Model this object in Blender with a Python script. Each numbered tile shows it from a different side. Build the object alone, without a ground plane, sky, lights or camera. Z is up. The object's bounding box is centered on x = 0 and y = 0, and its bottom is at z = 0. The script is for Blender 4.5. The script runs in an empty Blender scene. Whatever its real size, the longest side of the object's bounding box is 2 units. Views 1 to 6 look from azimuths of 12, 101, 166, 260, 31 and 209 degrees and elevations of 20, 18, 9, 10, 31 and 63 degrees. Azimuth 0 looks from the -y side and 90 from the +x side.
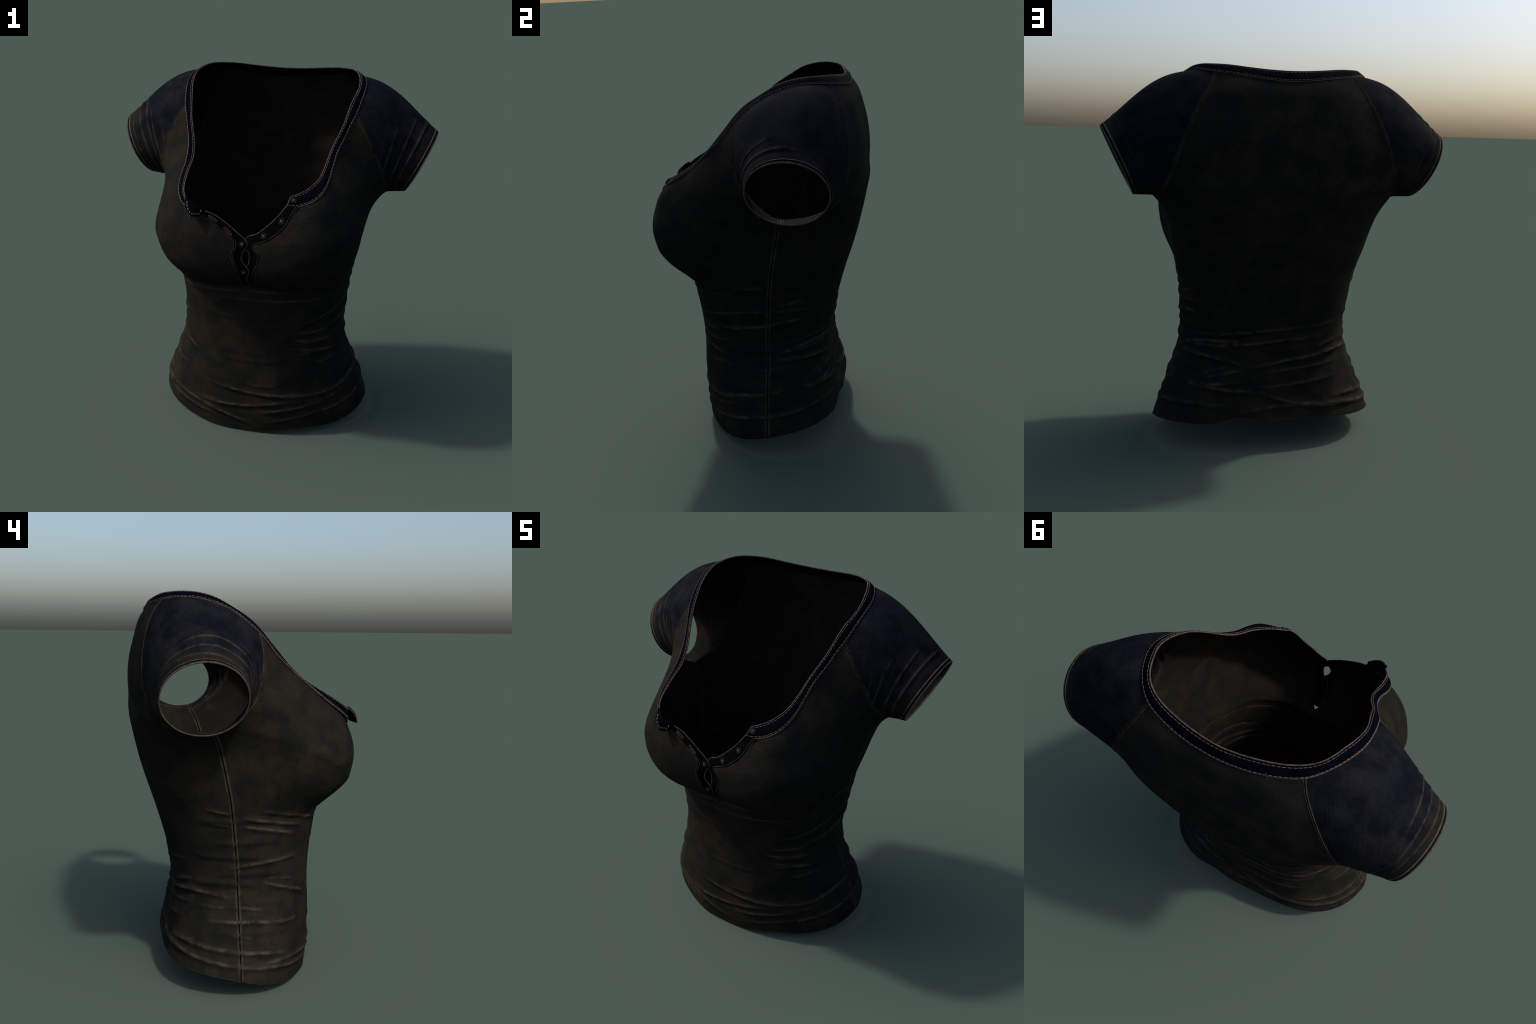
import bpy, bmesh, math, random
from mathutils import Vector
import numpy as np

random.seed(7)
rng = np.random.default_rng(7)

# ------------------------------------------------------------------ helpers
def spline(knots, vals, t):
    """natural-ish cubic (Catmull-Rom on uneven knots) through control values"""
    k = np.asarray(knots, float); v = np.asarray(vals, float)
    if v.ndim == 1: v = v[:, None]
    m = np.zeros_like(v)
    d = (v[1:] - v[:-1]) / (k[1:] - k[:-1])[:, None]
    m[0], m[-1] = d[0], d[-1]
    h = (k[1:] - k[:-1])[:, None]
    m[1:-1] = (d[:-1] * h[1:] + d[1:] * h[:-1]) / (h[1:] + h[:-1])
    t = np.clip(np.atleast_1d(np.asarray(t, float)), k[0], k[-1])
    i = np.clip(np.searchsorted(k, t, side='right') - 1, 0, len(k) - 2)
    hh = (k[i + 1] - k[i])[:, None]; u = ((t - k[i])[:, None]) / hh
    a = 2*u**3 - 3*u**2 + 1; b = u**3 - 2*u**2 + u; c = -2*u**3 + 3*u**2; e = u**3 - u**2
    return a*v[i] + b*hh*m[i] + c*v[i+1] + e*hh*m[i+1]

def chord(p):
    p = np.asarray(p, float)
    s = np.r_[0, np.cumsum(np.linalg.norm(p[1:] - p[:-1], axis=1))]
    return s / s[-1]

def resample(p, n, dense=400):
    """n+1 points at equal arc length on the spline through p"""
    q = spline(chord(p), p, np.linspace(0, 1, dense))
    s = chord(q); t = np.linspace(0, 1, n + 1)
    return np.stack([np.interp(t, s, q[:, k]) for k in range(q.shape[1])], 1)

def curve_at(p, u):
    q = spline(chord(p), p, np.linspace(0, 1, 400)); s = chord(q)
    return np.stack([np.interp(u, s, q[:, k]) for k in range(q.shape[1])], -1)

# ------------------------------------------------------------------ the garment's measures (metres)
# half cross-sections of the body: height -> (x, y) from front centre round the side
FRONT = {
 0.00: [(0,-.362),(.18,-.349),(.36,-.272),(.49,-.183),(.592,-.05),(.628,.07)],
 0.12: [(0,-.376),(.18,-.363),(.36,-.286),(.49,-.19),(.588,-.05),(.622,.07)],
 0.24: [(0,-.376),(.17,-.366),(.34,-.300),(.465,-.195),(.550,-.05),(.577,.07)],
 0.36: [(0,-.378),(.16,-.370),(.32,-.307),(.44,-.205),(.515,-.05),(.530,.07)],
 0.48: [(0,-.374),(.15,-.364),(.30,-.308),(.412,-.21),(.475,-.05),(.482,.071)],
 0.62: [(0,-.379),(.15,-.370),(.30,-.312),(.406,-.21),(.460,-.05),(.463,.073)],
 0.76: [(0,-.396),(.15,-.386),(.31,-.325),(.414,-.215),(.465,-.05),(.475,.085)],
 0.86: [(0,-.408),(.16,-.400),(.32,-.342),(.420,-.235),(.464,-.05),(.483,.095)],
 0.90: [(0,-.400),(.16,-.396),(.32,-.350),(.422,-.250),(.468,-.06),(.494,.10)],
 0.935:[(0,-.413),(.15,-.424),(.31,-.397),(.424,-.310),(.482,-.10),(.501,.105)],
 0.965:[(0,-.450),(.15,-.474),(.30,-.462),(.424,-.370),(.490,-.17),(.497,-.02),(.508,.11)],
 1.00: [(0,-.490),(.15,-.516),(.30,-.509),(.426,-.421),(.506,-.23),(.500,-.06),(.515,.117)],
 1.05: [(0,-.527),(.15,-.552),(.29,-.544),(.434,-.458),(.528,-.270),(.512,-.09),(.526,.128)],
 1.14: [(0,-.550),(.15,-.569),(.28,-.569),(.438,-.503),(.553,-.300),(.530,-.09),(.543,.147)],
 1.23: [(0,-.548),(.15,-.566),(.28,-.571),(.445,-.512),(.560,-.29),(.548,-.08),(.562,.17)],
 1.29: [(0,-.535),(.17,-.557),(.29,-.560),(.440,-.490),(.554,-.27),(.553,-.07),(.592,.188)],
 1.337:[(0,-.515),(.18,-.541),(.30,-.537),(.438,-.456),(.545,-.25),(.567,-.06),(.602,.09),(.645,.21)],
}
BACK = {
 0.00: [(.628,.07),(.602,.20),(.526,.322),(.394,.404),(.20,.444),(0,.454)],
 0.12: [(.622,.07),(.597,.20),(.522,.320),(.392,.400),(.20,.440),(0,.449)],
 0.18: [(.601,.07),(.573,.20),(.498,.313),(.376,.390),(.20,.424),(0,.426)],
 0.24: [(.577,.07),(.546,.20),(.474,.302),(.36,.376),(.20,.404),(0,.396)],
 0.36: [(.530,.07),(.492,.19),(.424,.282),(.33,.350),(.18,.380),(0,.370)],
 0.48: [(.482,.071),(.443,.18),(.386,.266),(.30,.330),(.17,.363),(0,.358)],
 0.62: [(.463,.073),(.433,.18),(.378,.274),(.295,.344),(.17,.382),(0,.382)],
 0.76: [(.477,.085),(.450,.20),(.392,.298),(.305,.371),(.17,.412),(0,.416)],
 0.91: [(.496,.10),(.473,.22),(.413,.328),(.318,.411),(.18,.456),(0,.457)],
 1.05: [(.525,.128),(.510,.255),(.452,.369),(.35,.457),(.19,.504),(0,.502)],
 1.20: [(.558,.165),(.549,.286),(.494,.405),(.378,.500),(.20,.548),(0,.545)],
 1.29: [(.598,.188),(.592,.295),(.532,.421),(.395,.524),(.20,.568),(0,.565)],
 1.337:[(.645,.21),(.622,.31),(.580,.410),(.505,.480),(.39,.535),(.20,.576),(0,.573)],
}
# the chest and the shoulder blades above the armpit, ending on the raglan seams
CHEST = {
 1.42: [(0,-.48),(.20,-.510),(.32,-.488),(.43,-.395),(.535,-.20),(.61,-.01),(.650,.085)],
 1.48: [(0,-.42),(.20,-.460),(.32,-.435),(.42,-.335),(.54,-.15),(.636,.028)],
 1.55: [(0,-.36),(.20,-.400),(.32,-.355),(.43,-.245),(.54,-.10),(.613,-.003)],
 1.615:[(0,-.30),(.20,-.330),(.32,-.280),(.42,-.180),(.51,-.087),(.584,-.024)],
 1.685:[(0,-.25),(.20,-.260),(.32,-.210),(.42,-.135),(.49,-.078),(.545,-.039)],
 1.744:[(0,-.20),(.20,-.200),(.32,-.160),(.42,-.095),(.47,-.062),(.513,-.039)],
 1.80: [(0,-.15),(.20,-.140),(.32,-.110),(.40,-.070),(.44,-.045),(.476,-.030)],
}
BLADES = {
 1.40: [(.605,.460),(.56,.488),(.48,.518),(.36,.555),(.18,.586),(0,.582)],
 1.50: [(.570,.515),(.53,.528),(.45,.547),(.34,.570),(.18,.589),(0,.585)],
 1.60: [(.536,.531),(.49,.541),(.42,.554),(.31,.572),(.16,.586),(0,.584)],
 1.70: [(.492,.528),(.45,.536),(.38,.547),(.28,.560),(.15,.572),(0,.571)],
 1.80: [(.443,.509),(.40,.516),(.34,.524),(.25,.534),(.13,.543),(0,.545)],
 1.87: [(.401,.484),(.36,.494),(.30,.503),(.22,.515),(.11,.525),(0,.528)],
 1.94: [(.350,.445),(.32,.455),(.27,.464),(.20,.475),(.10,.488),(0,.490)],
}
RAGLAN_FRONT = [(.645,.21,1.337),(.654,.135,1.375),(.648,.080,1.425),(.636,.028,1.48),(.613,-.003,1.55),(.584,-.024,1.615),
                (.545,-.039,1.685),(.513,-.039,1.744),(.482,-.034,1.785),(.467,-.036,1.80)]
RAGLAN_BACK = [(.645,.21,1.337),(.640,.30,1.344),(.626,.39,1.365),(.605,.460,1.40),(.570,.515,1.50),(.536,.531,1.60),(.492,.528,1.70),
               (.443,.509,1.80),(.401,.484,1.87),(.363,.452,1.930),(.348,.431,1.957)]
# neck band: seam on the body (lower edge) and free edge, from the front end over the shoulder to centre back
BAND_LOW_SHOULDER = [(.467,-.036,1.80),(.480,.02,1.848),(.494,.10,1.905),(.494,.19,1.945),(.466,.28,1.966),(.415,.367,1.968),(.348,.431,1.957)]
BAND_LOW_BACK = [(.348,.431,1.957),(.29,.455,1.949),(.216,.478,1.940),(.114,.494,1.927),(0,.499,1.919)]
BAND_LOW_CHEST = {+1: [(.204,-.510,1.420),(.263,-.492,1.418),(.341,-.452,1.452),(.378,-.365,1.502),(.386,-.300,1.545),(.403,-.190,1.645),(.430,-.115,1.712),(.450,-.068,1.768),(.467,-.036,1.80)],
                  -1: [(.290,-.535,1.368),(.340,-.502,1.393),(.375,-.450,1.430),(.389,-.384,1.477),(.386,-.300,1.545),(.400,-.190,1.640),(.429,-.115,1.710),(.450,-.068,1.768),(.467,-.036,1.80)]}
# hem height by share of the half girth (0 front centre, .5 side seam, 1 back centre); it rides up behind
HEM = {+1: [(0,.003),(.06,.008),(.12,.033),(.18,.042),(.25,.036),(.33,.042),(.42,.070),(.5,.105),(.60,.130),(.72,.146),(.80,.150),(.87,.185),(.93,.160),(1,.160)],
       -1: [(0,.003),(.08,.000),(.16,.004),(.25,.018),(.33,.034),(.42,.064),(.5,.102),(.60,.130),(.72,.146),(.80,.152),(.90,.162),(1,.160)]}
CUFF_CENTRE, CUFF_Y, CUFF_U = np.array([.821,.269,1.513]), .202, .190
CUFF_UP = np.array([.428,0,.9038])
# edge of the body under the button strips, from the foot of the slit to the band: (|x|, z)
SLIT = {+1: [(0,.950),(.030,.962),(.039,.990),(.045,1.048),(.060,1.089),(.073,1.133),(.075,1.165),(.057,1.192),(.042,1.213),(.075,1.226),(.118,1.247),(.165,1.283),(.198,1.320),(.233,1.383),(.255,1.412)],
        -1: [(0,.950),(.030,.963),(.038,1.00),(.041,1.06),(.057,1.118),(.063,1.16),(.050,1.205),(.056,1.230),(.095,1.262),(.139,1.290),(.199,1.330),(.25,1.357),(.290,1.368)]}
FRONT.update(CHEST); BACK.update(BLADES)
NCP = 6
def section_bank(d):
    z = sorted(d); return np.array(z), np.array([resample(d[k], 16) for k in z], float)
ZF, PF = section_bank(FRONT); ZB, PB = section_bank(BACK)
def section(bank, z):
    Z, P = bank
    return spline(Z, P.reshape(len(Z), -1), [z])[0].reshape(-1, 2)
FB, BB = (ZF, PF), (ZB, PB)

def depth_on(bank, x, z):
    """y of the body surface at width x, height z"""
    q = resample(section(bank, z), 120)
    if q[0, 0] > q[-1, 0]: q = q[::-1]
    return float(np.interp(abs(x), q[:, 0], q[:, 1]))
def front_y(x, z): return depth_on(FB, x, z)

NCOL, NLOW, NUP, NNECK, NSLV = 14, 34, 18, 8, 12

def hem_z(sgn, share): return float(spline([h[0] for h in HEM[sgn]], [h[1] for h in HEM[sgn]], [share])[0, 0])

def coons(bottom, top, left, right):
    """grid [row][col] from four border curves"""
    nr, nc = len(left), len(bottom)
    u = np.linspace(0, 1, nc)[None, :, None]; v = np.linspace(0, 1, nr)[:, None, None]
    B, T, L, R = bottom[None], top[None], left[:, None], right[:, None]
    c = (1-u)*(1-v)*bottom[0] + u*(1-v)*bottom[-1] + (1-u)*v*top[0] + u*v*top[-1]
    return (1-v)*B + v*T + (1-u)*L + u*R - c

def lower_block(bank, base, front, sgn):
    """rows hem -> base height per column, columns at even girth"""
    G = np.zeros((NLOW + 1, NCOL + 1, 3))
    for c in range(NCOL + 1):
        share = c / NCOL * .5 + (0 if front else .5)
        z0, z1 = hem_z(sgn, share), base[c]
        for r in range(NLOW + 1):
            t = r / NLOW
            z = z0 + (z1 - z0) * t
            q = resample(section(bank, z), NCOL)[c]
            G[r, c] = (q[0], q[1], z)
    return G

def share_on(bank, p):
    q = resample(section(bank, p[2]), 200)
    return float(np.argmin(np.hypot(q[:, 0] - abs(p[0]), q[:, 1] - p[1]))) / 200
def panel(bank, bottom, top, left, right):
    """panel between four border curves, following the cross-sections inside"""
    sz = [np.array([(share_on(bank, p), p[2]) for p in e]) for e in (bottom, top, left, right)]
    for k, e in ((2, sz[2]), (3, sz[3])): e[0], e[-1] = (sz[0][0 if k == 2 else -1], sz[1][0 if k == 2 else -1])
    g = coons(*sz)
    def on(v):
        q = curve_at(section(bank, v[1]), np.array([np.clip(v[0], 0, 1)]))[0]
        return np.array([q[0], q[1], v[1]])
    P = np.array([[on(v) for v in row] for row in g])
    R = coons(bottom - P[0], top - P[-1], left - P[:, 0], right - P[:, -1])
    return P + R

def half(sgn):
    u = np.linspace(0, 1, NCOL + 1)
    su = u*u*(3 - 2*u)
    base_f = .935 + (1.337 - .935) * su
    base_b = 1.337 - (1.337 - 1.25) * su
    lf = lower_block(FB, base_f, True, sgn); lb = lower_block(BB, base_b, False, sgn)
    lb[:, 0] = lf[:, -1]                       # one side seam for both panels
    # front upper block: columns and heights spread over the panel, then set on the sections
    slit = np.array(SLIT[sgn])
    first = lf[-1, 0]
    left = resample(np.vstack([[first[0], first[2]], slit]), NUP)
    left = np.array([(x, front_y(x, z), z) for x, z in left])
    chest = BAND_LOW_CHEST[sgn][1 if sgn > 0 else 0:]; left[-1] = chest[0]
    top = resample(chest, NCOL); right = resample(RAGLAN_FRONT, NUP)
    uf = panel(FB, lf[-1], top, left, right)
    # back upper block
    leftb = resample(RAGLAN_BACK, NUP); topb = resample(BAND_LOW_BACK, NCOL)
    rb = np.linspace(lb[-1, -1, 2], BAND_LOW_BACK[-1][2], NUP + 1)
    rightb = np.array([(0, depth_on(BB, 0, z), z) for z in rb]); rightb[-1] = BAND_LOW_BACK[-1]
    ub = panel(BB, lb[-1], topb, leftb, rightb)
    # sleeve: loop armpit -> front raglan -> neck -> back raglan, lofted to the cuff
    neck = resample(BAND_LOW_SHOULDER, NNECK)
    loop = np.vstack([right, neck[1:], leftb[::-1][1:-1]])
    n = len(loop)
    # cuff angle for each loop point (0 = underarm, growing to the front)
    k = np.arange(n, dtype=float)
    key = [0, NUP, NUP + NNECK, n]
    ang = np.interp(k, [0, NUP*.3, NUP, NUP + NNECK, NUP + NNECK + NUP*.7, n], np.radians([12, 62, 140, 222, 302, 372]))
    cuff = CUFF_CENTRE + np.outer(-np.sin(ang)*CUFF_Y, [0,1,0]) + np.outer(-np.cos(ang)*CUFF_U, CUFF_UP)
    axis = np.array([.9165, 0, -.40])
    S = np.zeros((NSLV + 1, n, 3))
    cen = loop.mean(0)
    for j in range(NSLV + 1):
        t = j / NSLV
        S[j] = loop*(1-t) + cuff*t
        # fullness over the shoulder
        w = np.clip(-np.cos(ang), 0, 1)**1.0
        S[j] += np.outer(w * 6.75*t*(1-t)**2 * .036, [.4, 0, .92])
        w2 = np.clip(-np.cos(ang - math.radians(35)), 0, 1)      # fuller behind, hollow in front
        S[j] += np.outer(w2 * 4*t*(1-t) * .012, [.3, .35, .85])
        w3 = np.clip(np.cos(ang - math.radians(95)), 0, 1)
        S[j] += np.outer(w3 * 4*t*(1-t) * .014, [0, 1, 0])
    m = np.array([sgn, 1, 1])
    return lf*m, uf*m, lb*m, ub*m, S*m

def build_body():
    bm = bmesh.new()
    def grid(G, region, flip, closed=False):
        V = [[bm.verts.new(p) for p in row] for row in G]
        nc = len(V[0])
        for r in range(len(V) - 1):
            for c in range(nc if closed else nc - 1):
                q = [V[r][c], V[r][(c+1) % nc], V[r+1][(c+1) % nc], V[r+1][c]]
                if flip: q.reverse()
                f = bm.faces.new(q); f.material_index = region; f.smooth = True
    for sgn in (1, -1):
        lf, uf, lb, ub, S = half(sgn)
        fl = sgn < 0
        grid(lf, 0, fl); grid(uf, 0, fl); grid(lb, 1, fl); grid(ub, 1, fl)
        grid(S, 2 if sgn > 0 else 3, fl, True)
    bmesh.ops.remove_doubles(bm, verts=bm.verts, dist=2e-5)
    bmesh.ops.recalc_face_normals(bm, faces=bm.faces)
    # ease the surface where sections and panels meet (shrink-free smoothing), free borders kept
    bm.verts.index_update()
    co = np.array([v.co for v in bm.verts]); free = np.array([not v.is_boundary for v in bm.verts])
    E = np.array([[e.verts[0].index, e.verts[1].index] for e in bm.edges])
    deg = np.bincount(E.ravel(), minlength=len(co))[:, None]
    def lap(p):
        s = np.zeros_like(p); np.add.at(s, E[:, 0], p[E[:, 1]]); np.add.at(s, E[:, 1], p[E[:, 0]])
        return s / deg - p
    for i in range(7):
        for k in (.55, -.565):
            co = co + (k * lap(co)) * free[:, None]
    for v, p in zip(bm.verts, co): v.co = p
    me = bpy.data.meshes.new('body'); bm.to_mesh(me); bm.free()
    return me


# ------------------------------------------------------------------ creases
# girdling folds of the body: bearing from, to (degrees; 0 front, 90 wearer's left, 180 back),
# height at start, middle, end, and strength
FOLDS = [
 (-36,87,.302,.256,.300,3),(-43,31,.174,.176,.227,3),(-86,8,.167,.138,.042,3),(-72,-29,.143,.103,.084,3),(11,81,.070,.137,.182,2),
 (5,75,.137,.188,.264,2),(31,59,.642,.646,.654,2),(29,55,.598,.597,.594,2),(25,69,.548,.532,.505,2),(53,71,.454,.457,.466,2),
 (-43,40,.878,.896,.909,1),(-35,72,.848,.849,.875,1),(-4,21,.319,.310,.320,1),(-79,-50,.333,.345,.342,2),(20,55,.053,.036,.028,1),
 (-91,-48,.904,.869,.838,3),(-92,-54,.856,.832,.797,3),(-110,-95,.948,.935,.922,2),(-98,-49,.635,.662,.680,3),(-76,-40,.558,.511,.455,3),
 (-139,-93,.496,.505,.484,3),(-116,-69,.434,.441,.415,2),(-112,-57,.371,.372,.337,4),(-130,-62,.263,.242,.190,4),(-144,-57,.239,.184,.113,4),
 (-96,-88,.521,.518,.512,1),(-82,-75,.790,.793,.795,1),(-161,-127,.621,.651,.667,1),(-110,-96,.870,.865,.857,1),(-96,-84,.315,.307,.296,1),
 (-74,-53,.577,.569,.555,1),(-79,-32,.932,.895,.849,2),(32,121,.693,.772,.787,2),(53,114,.660,.691,.727,3),(99,116,.816,.833,.847,2),
 (33,67,.579,.588,.599,2),(32,61,.507,.522,.510,2),(46,64,.450,.460,.474,2),(95,153,.521,.572,.568,3),(99,144,.489,.488,.469,3),
 (53,105,.260,.311,.353,3),(112,149,.326,.344,.360,3),(48,133,.126,.212,.258,3),(85,100,.444,.451,.452,1),(119,141,.378,.419,.437,2),
 (68,93,.897,.916,.931,1),(96,232,.583,.632,.657,2),(92,225,.527,.565,.596,3),(96,150,.495,.489,.447,3),(124,151,.375,.404,.424,3),
 (152,245,.429,.470,.518,3),(213,238,.517,.548,.565,2),(167,240,.403,.422,.449,2),(107,160,.353,.325,.304,3),(163,232,.323,.339,.372,2),
 (163,241,.303,.234,.212,3),(93,143,.216,.243,.240,2),(144,217,.201,.224,.226,2),(222,244,.262,.265,.273,3),(98,121,.780,.783,.783,2),
 (96,116,.713,.723,.722,2),(102,116,.819,.831,.841,1)]
# short puckers along the side seams, seen as steps in the outline (same measures, relief only)
PUCKERS = [(66,112,.905,.912,.918,2),(74,124,.850,.868,.872,3),(62,108,.795,.800,.812,2),(70,118,.640,.634,.642,2),(60,104,.552,.548,.556,3),(70,126,.430,.418,.428,2),
           (64,110,.338,.352,.360,3),(58,100,.244,.252,.262,2),(-116,-70,.884,.880,.872,2),(-108,-62,.770,.766,.770,2),(-120,-74,.700,.692,.690,2),(-106,-60,.600,.604,.596,2),
           (-122,-76,.552,.556,.548,3),(-112,-64,.462,.458,.452,2),(-104,-58,.322,.316,.308,2),(160,205,.545,.520,.538,2),(-30,20,.735,.728,.735,1),(-25,25,.470,.462,.470,1)]
BODY_AXIS_Y = .06
# folds round the sleeves: bearing about the sleeve (0 underarm, 90 front, 180 top), reach from the cuff, strength
SLEEVE_FOLDS = {
 +1: [(22,205,.055,.082,.072,3),(20,172,.085,.128,.150,2),(18,128,.105,.170,.215,2),(30,105,.125,.190,.255,1),(215,285,.085,.072,.085,1)],
 -1: [(18,270,.040,.050,.062,2),(20,245,.062,.105,.080,3),(22,225,.080,.160,.130,2),(18,140,.100,.165,.205,2),(25,112,.120,.205,.260,2),(240,315,.090,.100,.070,1)]}
CUFF_AXIS = np.array([.9038, 0, -.428])

def fold_poly(f):
    a, b, z0, zm, z1, k = f
    c2 = 2*z0 - 4*zm + 2*z1; c1 = -3*z0 + 4*zm - z1; c0 = z0
    return a, b, c0, c1, c2, k
def bearing(p):
    return np.degrees(np.arctan2(p[:, 0], BODY_AXIS_Y - p[:, 1]))
def sleeve_coords(p, sgn):
    q = p * np.array([sgn, 1, 1]) - CUFF_CENTRE
    return np.degrees(np.arctan2(-q[:, 1], -(q @ CUFF_UP))) % 360, -(q @ CUFF_AXIS)
def fold_relief(u_deg, h, f, width, height):
    a, b, c0, c1, c2, k = fold_poly(f)
    u = (u_deg - a) / (b - a); on = (u > 0) & (u < 1)
    uc = np.clip(u, 0, 1)
    d = h - (c0 + c1*uc + c2*uc*uc)
    taper = np.clip(uc*(1-uc)*7, 0, 1)
    w = width * (.7 + .15*k)
    prof = np.exp(-(d/w)**2) - .35*np.exp(-((d + 1.9*w)/(1.3*w))**2)
    return np.where(on, height*k*taper*prof, 0)

def wavy(p, seed, freqs):
    """sum of a few sine waves: gentle unevenness of worn cloth"""
    r = np.random.default_rng(seed); o = np.zeros(len(p))
    for f in freqs:
        k = r.normal(size=3); k *= f/np.linalg.norm(k)
        o += np.sin(p @ k + r.uniform(0, 6.28)) / f
    return o

def evaluated(ob):
    dg = bpy.context.evaluated_depsgraph_get(); dg.update()
    return bpy.data.meshes.new_from_object(ob.evaluated_get(dg), depsgraph=dg)
def get_co(me):
    a = np.empty(len(me.vertices)*3, np.float32); me.vertices.foreach_get('co', a); return a.reshape(-1, 3).astype(float)
def get_no(me):
    a = np.empty(len(me.vertices)*3, np.float32); me.vertices.foreach_get('normal', a); return a.reshape(-1, 3).astype(float)

root = bpy.data.objects.new('henley_shirt', None)
bpy.context.collection.objects.link(root)
root['label'] = 'dark worn raglan henley shirt with open button neck'
root['category'] = 'shirt'
def add(name, me, parent=root, mats=()):
    ob = bpy.data.objects.new(name, me); bpy.context.collection.objects.link(ob); ob.parent = parent
    for m in mats: me.materials.append(m)
    return ob

cage = build_body()
for i in range(4): cage.materials.append(bpy.data.materials.new('region%d' % i))
tmp = bpy.data.objects.new('cage', cage); bpy.context.collection.objects.link(tmp)
sub = tmp.modifiers.new('s', 'SUBSURF'); sub.levels = sub.render_levels = 3
shell = evaluated(tmp)
bpy.data.objects.remove(tmp)
co, no = get_co(shell), get_no(shell)
flip = np.sign(np.mean(np.einsum('ij,ij->i', no, co - [0, .05, 0])[co[:, 2] < .6]))
no *= flip
reg = np.zeros(len(co), int)
nf = len(shell.polygons)
mi = np.empty(nf, np.int32); shell.polygons.foreach_get('material_index', mi)
lv = np.empty(len(shell.loops), np.int32); shell.loops.foreach_get('vertex_index', lv)
quads = lv.reshape(nf, 4)
for r in range(4): reg[quads[mi == r].ravel()] = r
relief = np.zeros(len(co))
th = bearing(co); low = co[:, 2] < 1.3
for f in FOLDS:
    for turn in (0, 360):
        relief += np.where(low, fold_relief(th + turn, co[:, 2], f, .0125, .0023), 0)
for f in PUCKERS:
    for turn in (0, 360):
        relief += np.where(low, fold_relief(th + turn, co[:, 2], f, .015, .0025), 0)
for sgn, r in ((1, 2), (-1, 3)):
    ph, s = sleeve_coords(co, sgn)
    for f in SLEEVE_FOLDS[sgn]:
        relief += np.where(reg == r, fold_relief(ph, s, f, .008, .0011), 0)
# tucked crease under the bust
relief -= .012*np.exp(-((co[:, 2] - .912 + .00001*th**2)/.014)**2) * np.clip((62 - np.abs(th))/25, 0, 1)
relief += wavy(co, 3, (9, 14, 19, 25)) * .006
co = co + no * relief[:, None]
co[:, 2] = np.maximum(co[:, 2], .002)
shell.vertices.foreach_set('co', co.astype(np.float32).ravel()); shell.update()
no = get_no(shell) * flip

# ------------------------------------------------------------------ lines on the cloth: seams and free edges
def chains(edges):
    nb = {}
    for a, b in edges:
        nb.setdefault(a, []).append(b); nb.setdefault(b, []).append(a)
    seen, out = set(), []
    ends = sorted(v for v in nb if len(nb[v]) != 2)
    for st in ends + sorted(nb):
        for first in nb[st]:
            if (st, first) in seen: continue
            ch = [st, first]; seen |= {(st, first), (first, st)}
            while len(nb[ch[-1]]) == 2:
                nx = [v for v in nb[ch[-1]] if (ch[-1], v) not in seen]
                if not nx: break
                seen |= {(ch[-1], nx[0]), (nx[0], ch[-1])}; ch.append(nx[0])
                if ch[-1] == st: break
            out.append(ch)
    return out
q4 = quads
he = np.vstack([np.stack([q4[:, k], q4[:, (k+1) % 4]], 1) for k in range(4)])
hf = np.tile(np.arange(nf), 4)
key = np.sort(he, 1); order = np.lexsort((key[:, 1], key[:, 0]))
key, hf = key[order], hf[order]
same = np.all(key[1:] == key[:-1], 1)
idx = np.where(same)[0]
paired = np.zeros(len(key), bool); paired[idx] = paired[idx+1] = True
border = key[~paired]
between = {}
for i in idx:
    a, b = sorted((mi[hf[i]], mi[hf[i+1]]))
    if a != b: between.setdefault((a, b), []).append(tuple(key[i]))
border_chains = chains([tuple(e) for e in border])
hem_line = [c for c in border_chains if co[c].mean(0)[2] < .4]
cuff_lines = [c for c in border_chains if abs(co[c].mean(0)[0]) > .7]

def frames(p, n, closed):
    t = (np.roll(p, -1, 0) - np.roll(p, 1, 0)) if closed else np.gradient(p, axis=0)
    t /= np.linalg.norm(t, axis=1)[:, None] + 1e-12
    n = n - t*np.einsum('ij,ij->i', n, t)[:, None]; n /= np.linalg.norm(n, axis=1)[:, None] + 1e-12
    return t, n, np.cross(t, n)
def smooth_line(p, closed, k=3):
    for _ in range(k):
        if closed: p = (np.roll(p, 1, 0) + 2*p + np.roll(p, -1, 0))/4
        else: p = np.vstack([p[:1], (p[:-2] + 2*p[1:-1] + p[2:])/4, p[-1:]])
    return p
def even_line(p, n, step, closed):
    q = np.vstack([p, p[:1]]) if closed else p
    m = np.vstack([n, n[:1]]) if closed else n
    s = np.r_[0, np.cumsum(np.linalg.norm(q[1:] - q[:-1], axis=1))]
    k = max(8, int(s[-1]/step)); t = np.linspace(0, s[-1], k + 1)
    if closed: t = t[:-1]
    f = lambda a: np.stack([np.interp(t, s, a[:, i]) for i in range(3)], 1)
    return f(q), f(m)
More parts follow.
